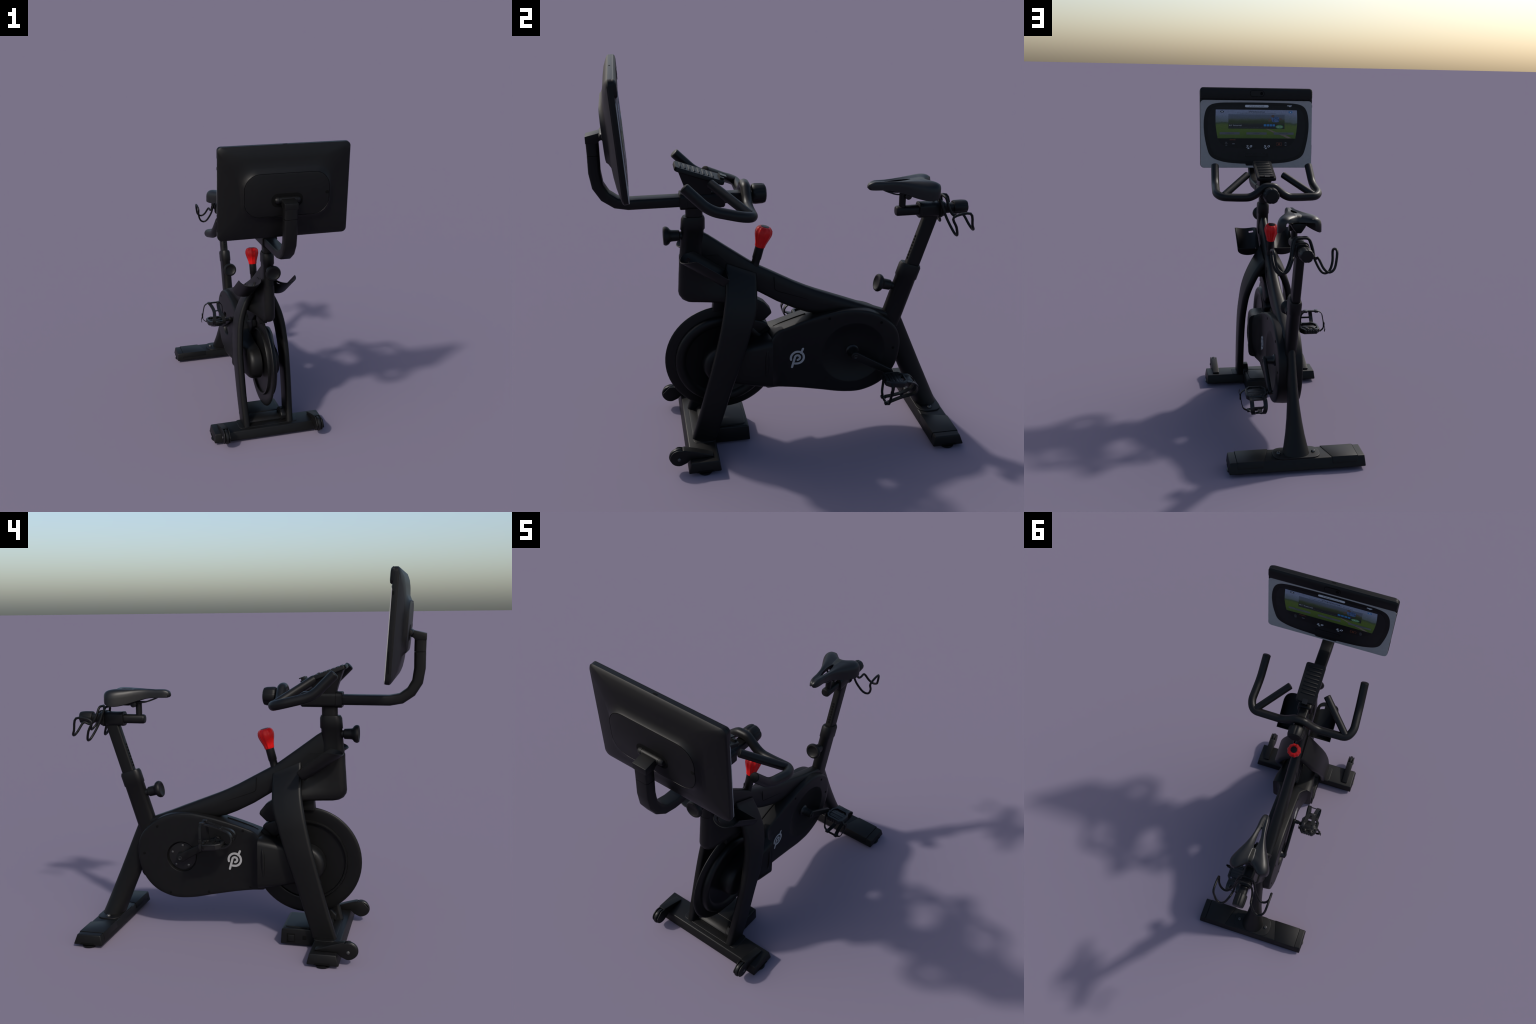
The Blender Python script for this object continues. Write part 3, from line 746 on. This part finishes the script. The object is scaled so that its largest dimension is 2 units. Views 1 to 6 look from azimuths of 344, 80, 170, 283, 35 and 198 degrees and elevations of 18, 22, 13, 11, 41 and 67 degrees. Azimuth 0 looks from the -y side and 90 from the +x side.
# ports in the rim
box("camera_slot", scr_pt(0, 1.9971, -0.013), (0.024, 0.008, 0.002), M_VOID, SC, 0)
box("card_slot", scr_pt(-0.3905, 1.877, -0.008), (0.002, 0.007, 0.016), M_VOID, SC, 0)
box("speaker_slot", scr_pt(-0.3905, 1.558, -0.011), (0.002, 0.006, 0.105), M_VOID, SC, 0)
# brow with camera
loft("screen_brow", [scr_loop(0.389, 1.9565, 0.0395, 0.020, -0.006), scr_loop(0.3895, 1.9565, 0.0405, 0.021, 0.004), scr_loop(0.385, 1.955, 0.034, 0.018, 0.0115), scr_loop(0.376, 1.954, 0.024, 0.014, 0.0135)], M_PLAST, SC, 0, 40)
def decal(name, outline, h, mat, par, th=0.0018):
    """Thin printed layer on the screen: outline in (x, z), h = height of its face."""
    bm = loft_bm([[scr_pt(x, z, h-th) for x, z in outline], [scr_pt(x, z, h) for x, z in outline]])
    return add(name, finish(bm, 30), mat, par)
def rect(x0, x1, z0, z1, r=0.0, n=4):
    w, h = abs(x1-x0)/2, abs(z1-z0)/2; c = ((x0+x1)/2, (z0+z1)/2)
    if r <= 0: return [(c[0]+a*w, c[1]+b*h) for a, b in ((1, 1), (-1, 1), (-1, -1), (1, -1))]
    return [(c[0]+x, c[1]+y) for x, y in rr(w, h, r, n)]
decal("camera_frame", rect(-0.051, 0.049, 1.9365, 1.981, 0.022, 6), 0.0150, M_VOID, SC, 0.004)
decal("camera_shutter", rect(-0.048, 0.046, 1.9395, 1.978, 0.019, 6), 0.0158, M_CONS, SC, 0.004)
decal("camera_lens", [(-0.031+0.010*math.cos(a), 1.9595+0.011*math.sin(a)) for a in [2*pi*k/18 for k in range(18)]], 0.0166, M_VOID, SC, 0.002)
# grey fascia
FA = decal("screen_fascia", rect(-0.3885, 0.3885, 1.4545, 1.912, 0.026, 6), 0.0030, M_BEZEL, SC, 0.004)
cons = closed_spline([(0, 1.899), (0.17, 1.8975), (0.27, 1.893), (0.325, 1.876), (0.354, 1.835), (0.366, 1.76), (0.362, 1.68), (0.347, 1.60), (0.325, 1.540), (0.275, 1.507), (0.18, 1.487), (0.0, 1.479),
                      (-0.18, 1.487), (-0.275, 1.507), (-0.325, 1.540), (-0.347, 1.60), (-0.362, 1.68), (-0.366, 1.76), (-0.354, 1.835), (-0.325, 1.876), (-0.27, 1.893), (-0.17, 1.8975)], 5)
decal("console_panel", cons, 0.0040, M_CONS, SC)
decal("console_tab", rect(-0.062, 0.078, 1.468, 1.500, 0.010), 0.0039, M_CONS, SC)
inner = [(x*0.925, 1.69+(z-1.69)*0.90) for x, z in cons]
decal("console_inner", inner, 0.0046, M_CONS2, SC)
low = closed_spline([(0.255, 1.66), (0.27, 1.652), (0.25, 1.62), (0.21, 1.597), (0.12, 1.585), (0, 1.582), (-0.12, 1.585), (-0.21, 1.597), (-0.25, 1.62), (-0.27, 1.652), (-0.255, 1.66), (0, 1.66)], 4)
decal("console_keys", low, 0.0051, M_CONS, SC)
disp = [(0.283, 1.849), (0, 1.8495), (-0.281, 1.849), (-0.284, 1.80), (-0.284, 1.75), (-0.279, 1.70), (-0.272, 1.655), (0, 1.656), (0.271, 1.655), (0.279, 1.70), (0.285, 1.75), (0.285, 1.80)]
DI = decal("display", disp, 0.0056, M_FIELD, SC)
decal("display_path", [(-0.06, 1.722), (-0.075, 1.722), (-0.14, 1.697), (-0.20, 1.68), (-0.245, 1.657), (-0.215, 1.657), (-0.18, 1.674), (-0.12, 1.694)], 0.0061, M_PATH, DI)
decal("display_inset", rect(-0.195, 0.197, 1.721, 1.818), 0.0062, M_INSET, DI)
decal("figure_arm", closed_spline([(-0.100, 1.793), (-0.082, 1.782), (-0.083, 1.768), (-0.092, 1.772), (-0.100, 1.783)], 3), 0.0066, M_SKIN, DI)
decal("figure_arm", closed_spline([(-0.150, 1.797), (-0.176, 1.790), (-0.178, 1.784), (-0.160, 1.786)], 3), 0.0066, M_SKIN, DI)
decal("figure_torso", closed_spline([(-0.103, 1.800), (-0.130, 1.804), (-0.155, 1.798), (-0.156, 1.776), (-0.148, 1.767), (-0.112, 1.767), (-0.106, 1.778)], 4), 0.0068, M_SHIRT, DI)
decal("figure_head", [(-0.112+0.011*math.cos(a), 1.807+0.009*math.sin(a)) for a in [2*pi*k/16 for k in range(16)]], 0.0070, M_SKIN, DI)
for k in range(4):
    decal("tile", rect(-0.049-0.0205*k, -0.0655-0.0205*k, 1.738, 1.752), 0.0067, M_BLUE, DI)
decal("go_button", [(-0.159+0.027*math.cos(a), 1.735+0.0125*math.sin(a)) for a in [2*pi*k/28 for k in range(28)]], 0.0067, M_GREEN, DI)
for x0, x1 in ((0.257, 0.119), (0.072, -0.070), (-0.119, -0.260)):
    decal("menu_button", rect(x1, x0, 1.681, 1.697), 0.0064, M_BUTTON, DI)
decal("badge", rect(-0.082, 0.082, 1.866, 1.882, 0.0078, 5), 0.0056, M_WHITE, SC)
decal("badge_icon", rect(-0.245, -0.213, 1.8765, 1.8815), 0.0056, M_WHITE, SC)
decal("badge_icon", [(-0.222, 1.8755), (-0.240, 1.8755), (-0.232, 1.870)], 0.0056, M_WHITE, SC)
for cx, mt in ((0.240, M_INK), (-0.236, M_BLUE)):
    decal("status_icon", [(cx+0.014*math.cos(a), 1.835+0.007*math.sin(a)) for a in [2*pi*k/18 for k in range(18)]], 0.0061, mt, DI)
    decal("status_icon", [(cx+0.005*math.cos(a), 1.835+0.0035*math.sin(a)) for a in [2*pi*k/14 for k in range(14)]], 0.0064, M_WHITE, DI)
decal("indicator", rect(0.147, 0.188, 1.643, 1.646), 0.0056, M_ORANGE, SC)
for x in (0.212, -0.204):
    for z in (1.628, 1.608): decal("key_mark", rect(x-0.006, x+0.006, z-0.002, z+0.002), 0.0056, M_BUTTON, SC)
    decal("key_mark", rect(x-0.009, x+0.009, 1.6165, 1.6190), 0.0056, M_BUTTON, SC)
decal("key_mark", rect(0.153, 0.170, 1.615, 1.621), 0.0056, M_BUTTON, SC)
decal("pause_frame", rect(-0.176, -0.138, 1.607, 1.626), 0.0054, M_ORANGE, SC); decal("pause_frame", rect(-0.1745, -0.1395, 1.6085, 1.6245), 0.0056, M_CONS, SC)
for x in (-0.153, -0.160): decal("pause_bar", rect(x-0.002, x+0.002, 1.612, 1.621), 0.0059, M_ORANGE, SC)
for x in (0.058, -0.064): decal("key_mark", [(x+0.008, 1.583), (x-0.008, 1.583), (x-0.004, 1.588), (x, 1.591)], 0.0056, M_WHITE, SC)
decal("console_groove", rect(-0.082, 0.082, 1.524, 1.552, 0.008), 0.0054, M_CONS, SC); decal("console_groove", rect(-0.068, 0.076, 1.534, 1.547, 0.004), 0.0058, M_CONS2, SC)

def lettering(txt, cx, cz, height, h, mat, par, width=None, shear=0.0):
    cu = bpy.data.curves.new("lettering", 'FONT'); cu.body = txt; cu.align_x = 'CENTER'; cu.align_y = 'CENTER'
    cu.size = 1.0; cu.extrude = 0.0; cu.resolution_u = 2; cu.shear = shear
    tmp = bpy.data.objects.new("tmp_text", cu); bpy.context.scene.collection.objects.link(tmp)
    dg = bpy.context.evaluated_depsgraph_get(); me = bpy.data.meshes.new_from_object(tmp.evaluated_get(dg))
    bpy.data.objects.remove(tmp); bpy.data.curves.remove(cu)
    xs = [v.co.x for v in me.vertices]; ys = [v.co.y for v in me.vertices]
    sy = height/(max(ys)-min(ys)); sx = (width/(max(xs)-min(xs))) if width else sy
    mxx, myy = (max(xs)+min(xs))/2, (max(ys)+min(ys))/2
    for v in me.vertices:
        v.co = scr_pt(cx-(v.co.x-mxx)*sx, cz+(v.co.y-myy)*sy, h)
    bm = bmesh.new(); bm.from_mesh(me); bpy.data.meshes.remove(me)
    g = bmesh.ops.extrude_face_region(bm, geom=bm.faces[:])
    for v in [e for e in g["geom"] if isinstance(e, bmesh.types.BMVert)]: v.co -= SN_F*0.0008
    return add("lettering", finish(bm, 30), mat, par)
lettering("Welcome", 0.001, 1.8365, 0.011, 0.0063, M_INK, DI, 0.114)
lettering("To begin select a workout or touch Quickstart", 0.001, 1.8265, 0.0045, 0.0063, M_INK, DI, 0.27)
lettering("Recommended Workout", 0.150, 1.7515, 0.004, 0.0067, M_BUTTON, DI, 0.085)
lettering("4:1 Interval", 0.150, 1.7430, 0.0085, 0.0067, M_WHITE, DI, 0.086)
lettering("Alternates four minutes of work with one of rest", 0.055, 1.7315, 0.0035, 0.0067, M_BUTTON, DI, 0.27)
lettering("GO", -0.159, 1.735, 0.011, 0.0072, M_WHITE, DI, 0.040)
lettering("WORKOUTS", 0.188, 1.689, 0.005, 0.0069, M_INK, DI, 0.06)
lettering("MEDIA", 0.001, 1.689, 0.005, 0.0069, M_INK, DI, 0.04)
lettering("QUICKSTART", -0.190, 1.689, 0.005, 0.0069, M_INK, DI, 0.062)
lettering("2.0", 0.053, 1.601, 0.015, 0.0057, M_DIGIT, SC, 0.042, 0.15)
lettering("5.0", -0.071, 1.601, 0.015, 0.0057, M_DIGIT, SC, 0.042, 0.15)
lettering("PRECOR", 0.0, 1.874, 0.008, 0.0061, M_BUTTON, SC, 0.105, 0.2)

# ------------------------------------------------------------------ saddle slide and saddle
def slide_sec(y, w, h, r, zc=1.218): return [(x, y, zc+z) for x, z in rr(w, h, r, 5)]
SL = loft("saddle_slide", [slide_sec(0.566, 0.018, 0.018, 0.016), slide_sec(0.568, 0.023, 0.022, 0.019), slide_sec(0.575, 0.026, 0.0255, 0.020), slide_sec(0.880, 0.026, 0.0255, 0.018)], M_PAINT, None, 0, 35)
loft("slide_sleeve", [slide_sec(0.686, 0.033, 0.036, 0.022), slide_sec(0.689, 0.037, 0.040, 0.024), slide_sec(0.700, 0.037, 0.040, 0.024), slide_sec(0.701, 0.0355, 0.0385, 0.022), slide_sec(0.822, 0.0355, 0.0385, 0.022), slide_sec(0.828, 0.032, 0.035, 0.020)], M_PAINT, SL, 0, 35)
turned("slide_knob", [(0.028, 0.876), (0.034, 0.877), (0.0365, 0.884), (0.0365, 0.925), (0.0345, 0.945), (0.032, 0.951), (0.02, 0.953)], (0, 1, 0), (0, 0, 1.220), M_PLAST, SL, 96, 6, 0.06, 40, 6)
turned("slide_pin", [(0.008, 0), (0.008, 0.02), (0.005, 0.024)], (0, 0.1, -1), (0, 0.788, 1.19), M_STEEL, SL, 14)
PT = turned("saddle_post", [(0.0175, 1.235), (0.0175, 1.315), (0.012, 1.318)], (0, 0, 1), (0, 0.601, 0), M_PAINT, SL, 24)
turned("saddle_clamp", [(0.012, -0.036), (0.017, -0.034), (0.017, -0.020), (0.013, -0.018), (0.017, -0.016), (0.017, 0.016), (0.013, 0.018), (0.017, 0.020), (0.017, 0.034), (0.012, 0.036)], (1, 0, 0), (0, 0.622, 1.302), M_STEEL, PT, 20)
SY  = [0.412, 0.417, 0.427, 0.450, 0.506, 0.552, 0.609, 0.660, 0.700, 0.726, 0.746, 0.761, 0.771]
SWD = [0.006, 0.015, 0.021, 0.027, 0.032, 0.040, 0.063, 0.091, 0.111, 0.118, 0.116, 0.106, 0.086]
SZT = [1.362, 1.373, 1.381, 1.389, 1.390, 1.392, 1.396, 1.399, 1.400, 1.399, 1.396, 1.390, 1.380]
SZE = [1.355, 1.348, 1.344, 1.343, 1.342, 1.336, 1.319, 1.305, 1.299, 1.300, 1.304, 1.312, 1.328]
saddle = None
bm = bmesh.new()
for s in (1, -1):
    secs = []
    NY = 60
    for i in range(NY+1):
        y = 0.412+(0.771-0.412)*i/NY
        W, zt, ze = smooth(SY, SWD, y), smooth(SY, SZT, y), smooth(SY, SZE, y)
        xin = 0.0
        if 0.504 < y < 0.648:
            xin = 0.0130*math.sin(pi*(y-0.504)/0.144)**0.7
        groove = lerp([0.397, 0.42, 0.46, 0.51, 0.64, 0.70, 0.76], [0.0, 0.004, 0.008, 0.012, 0.014, 0.014, 0.009], y)
        notch = 0.050*max(0, (y-0.61)/0.161)
        top, bot = [], []
        N = 12
        for k in range(N+1):
            u = k/N
            x = xin+(W-xin)*math.sin(u*pi/2)**0.9
            z = zt-groove*math.exp(-(u/0.36)**2)-(zt-ze)*(1-math.sqrt(max(0, 1-u**2.05)))
            yy = y-notch*math.exp(-(u/0.33)**2)
            top.append(Vector((x*s, yy, z)))
        for k in range(N, -1, -1):
            u = k/N
            x = xin+(max(W-0.008, 0.002)-xin)*math.sin(u*pi/2)**0.9 if W > xin+0.01 else xin+(W-xin)*u*0.9
            th = min(0.022, (zt-ze)*0.8)
            zc = zt-groove*math.exp(-(u/0.36)**2)-th
            ztop_u = zt-groove*math.exp(-(u/0.36)**2)-(zt-ze)*(1-math.sqrt(max(0, 1-u**2.05)))
            z = max(min(zc, ztop_u-0.002)-0.004*u, ze-0.004)
            yy = y-notch*math.exp(-(u/0.33)**2)
            bot.append(Vector((x*s, yy, z)))
        secs.append(top+bot)
    loft_bm(secs, True, bm)
saddle = add("saddle", finish(bm, 55), M_SEAT, PT)
prism("saddle_tail", [(x, z) for x, z in ((-0.040, 1.345), (0.040, 1.345), (0.036, 1.326), (0.013, 1.292), (-0.013, 1.292), (-0.036, 1.326))], 'y', 0.650, 0.728, M_PLAST, saddle, 0.006)
for s in (1, -1):
    tube("saddle_rail", fillet([(0.008*s, 0.462, 1.354), (0.014*s, 0.500, 1.334), (0.021*s, 0.560, 1.312), (0.021*s, 0.640, 1.312), (0.028*s, 0.700, 1.338)], 0.02, 5), circ(0.0042, 10), M_STEEL, saddle)

# ------------------------------------------------------------------ wire weight holders behind the saddle
front_half = [(0.0, 0.786, 1.2835), (0.034, 0.788, 1.281), (0.050, 0.800, 1.245), (0.062, 0.822, 1.185), (0.090, 0.850, 1.124), (0.116, 0.859, 1.108), (0.142, 0.853, 1.124), (0.158, 0.838, 1.167), (0.163, 0.818, 1.222)]
rear_half  = [(0.163, 0.905, 1.236), (0.153, 0.926, 1.168), (0.136, 0.941, 1.142), (0.112, 0.944, 1.135), (0.088, 0.934, 1.154), (0.066, 0.908, 1.200), (0.060, 0.880, 1.192), (0.056, 0.855, 1.200), (0.050, 0.835, 1.240), (0.034, 0.824, 1.281), (0.0, 0.820, 1.286)]
one = front_half+rear_half
loop = [Vector(p) for p in one]+[Vector((-x, y, z)) for x, y, z in reversed(one[1:-1])]
path = closed_spline(loop, 4)
secs = sweep_secs(path+[path[0]], circ(0.0068, 10))
bm = loft_bm(secs, False)
bmesh.ops.remove_doubles(bm, verts=bm.verts[:], dist=0.003)
add("weight_holder", finish(bm, 70), M_PLAST)
prism("holder_strap", [(x, z+1.218) for x, z in rr(0.040, 0.0435, 0.025, 5)], 'y', 0.797, 0.813, M_PLAST, None, 0.003)
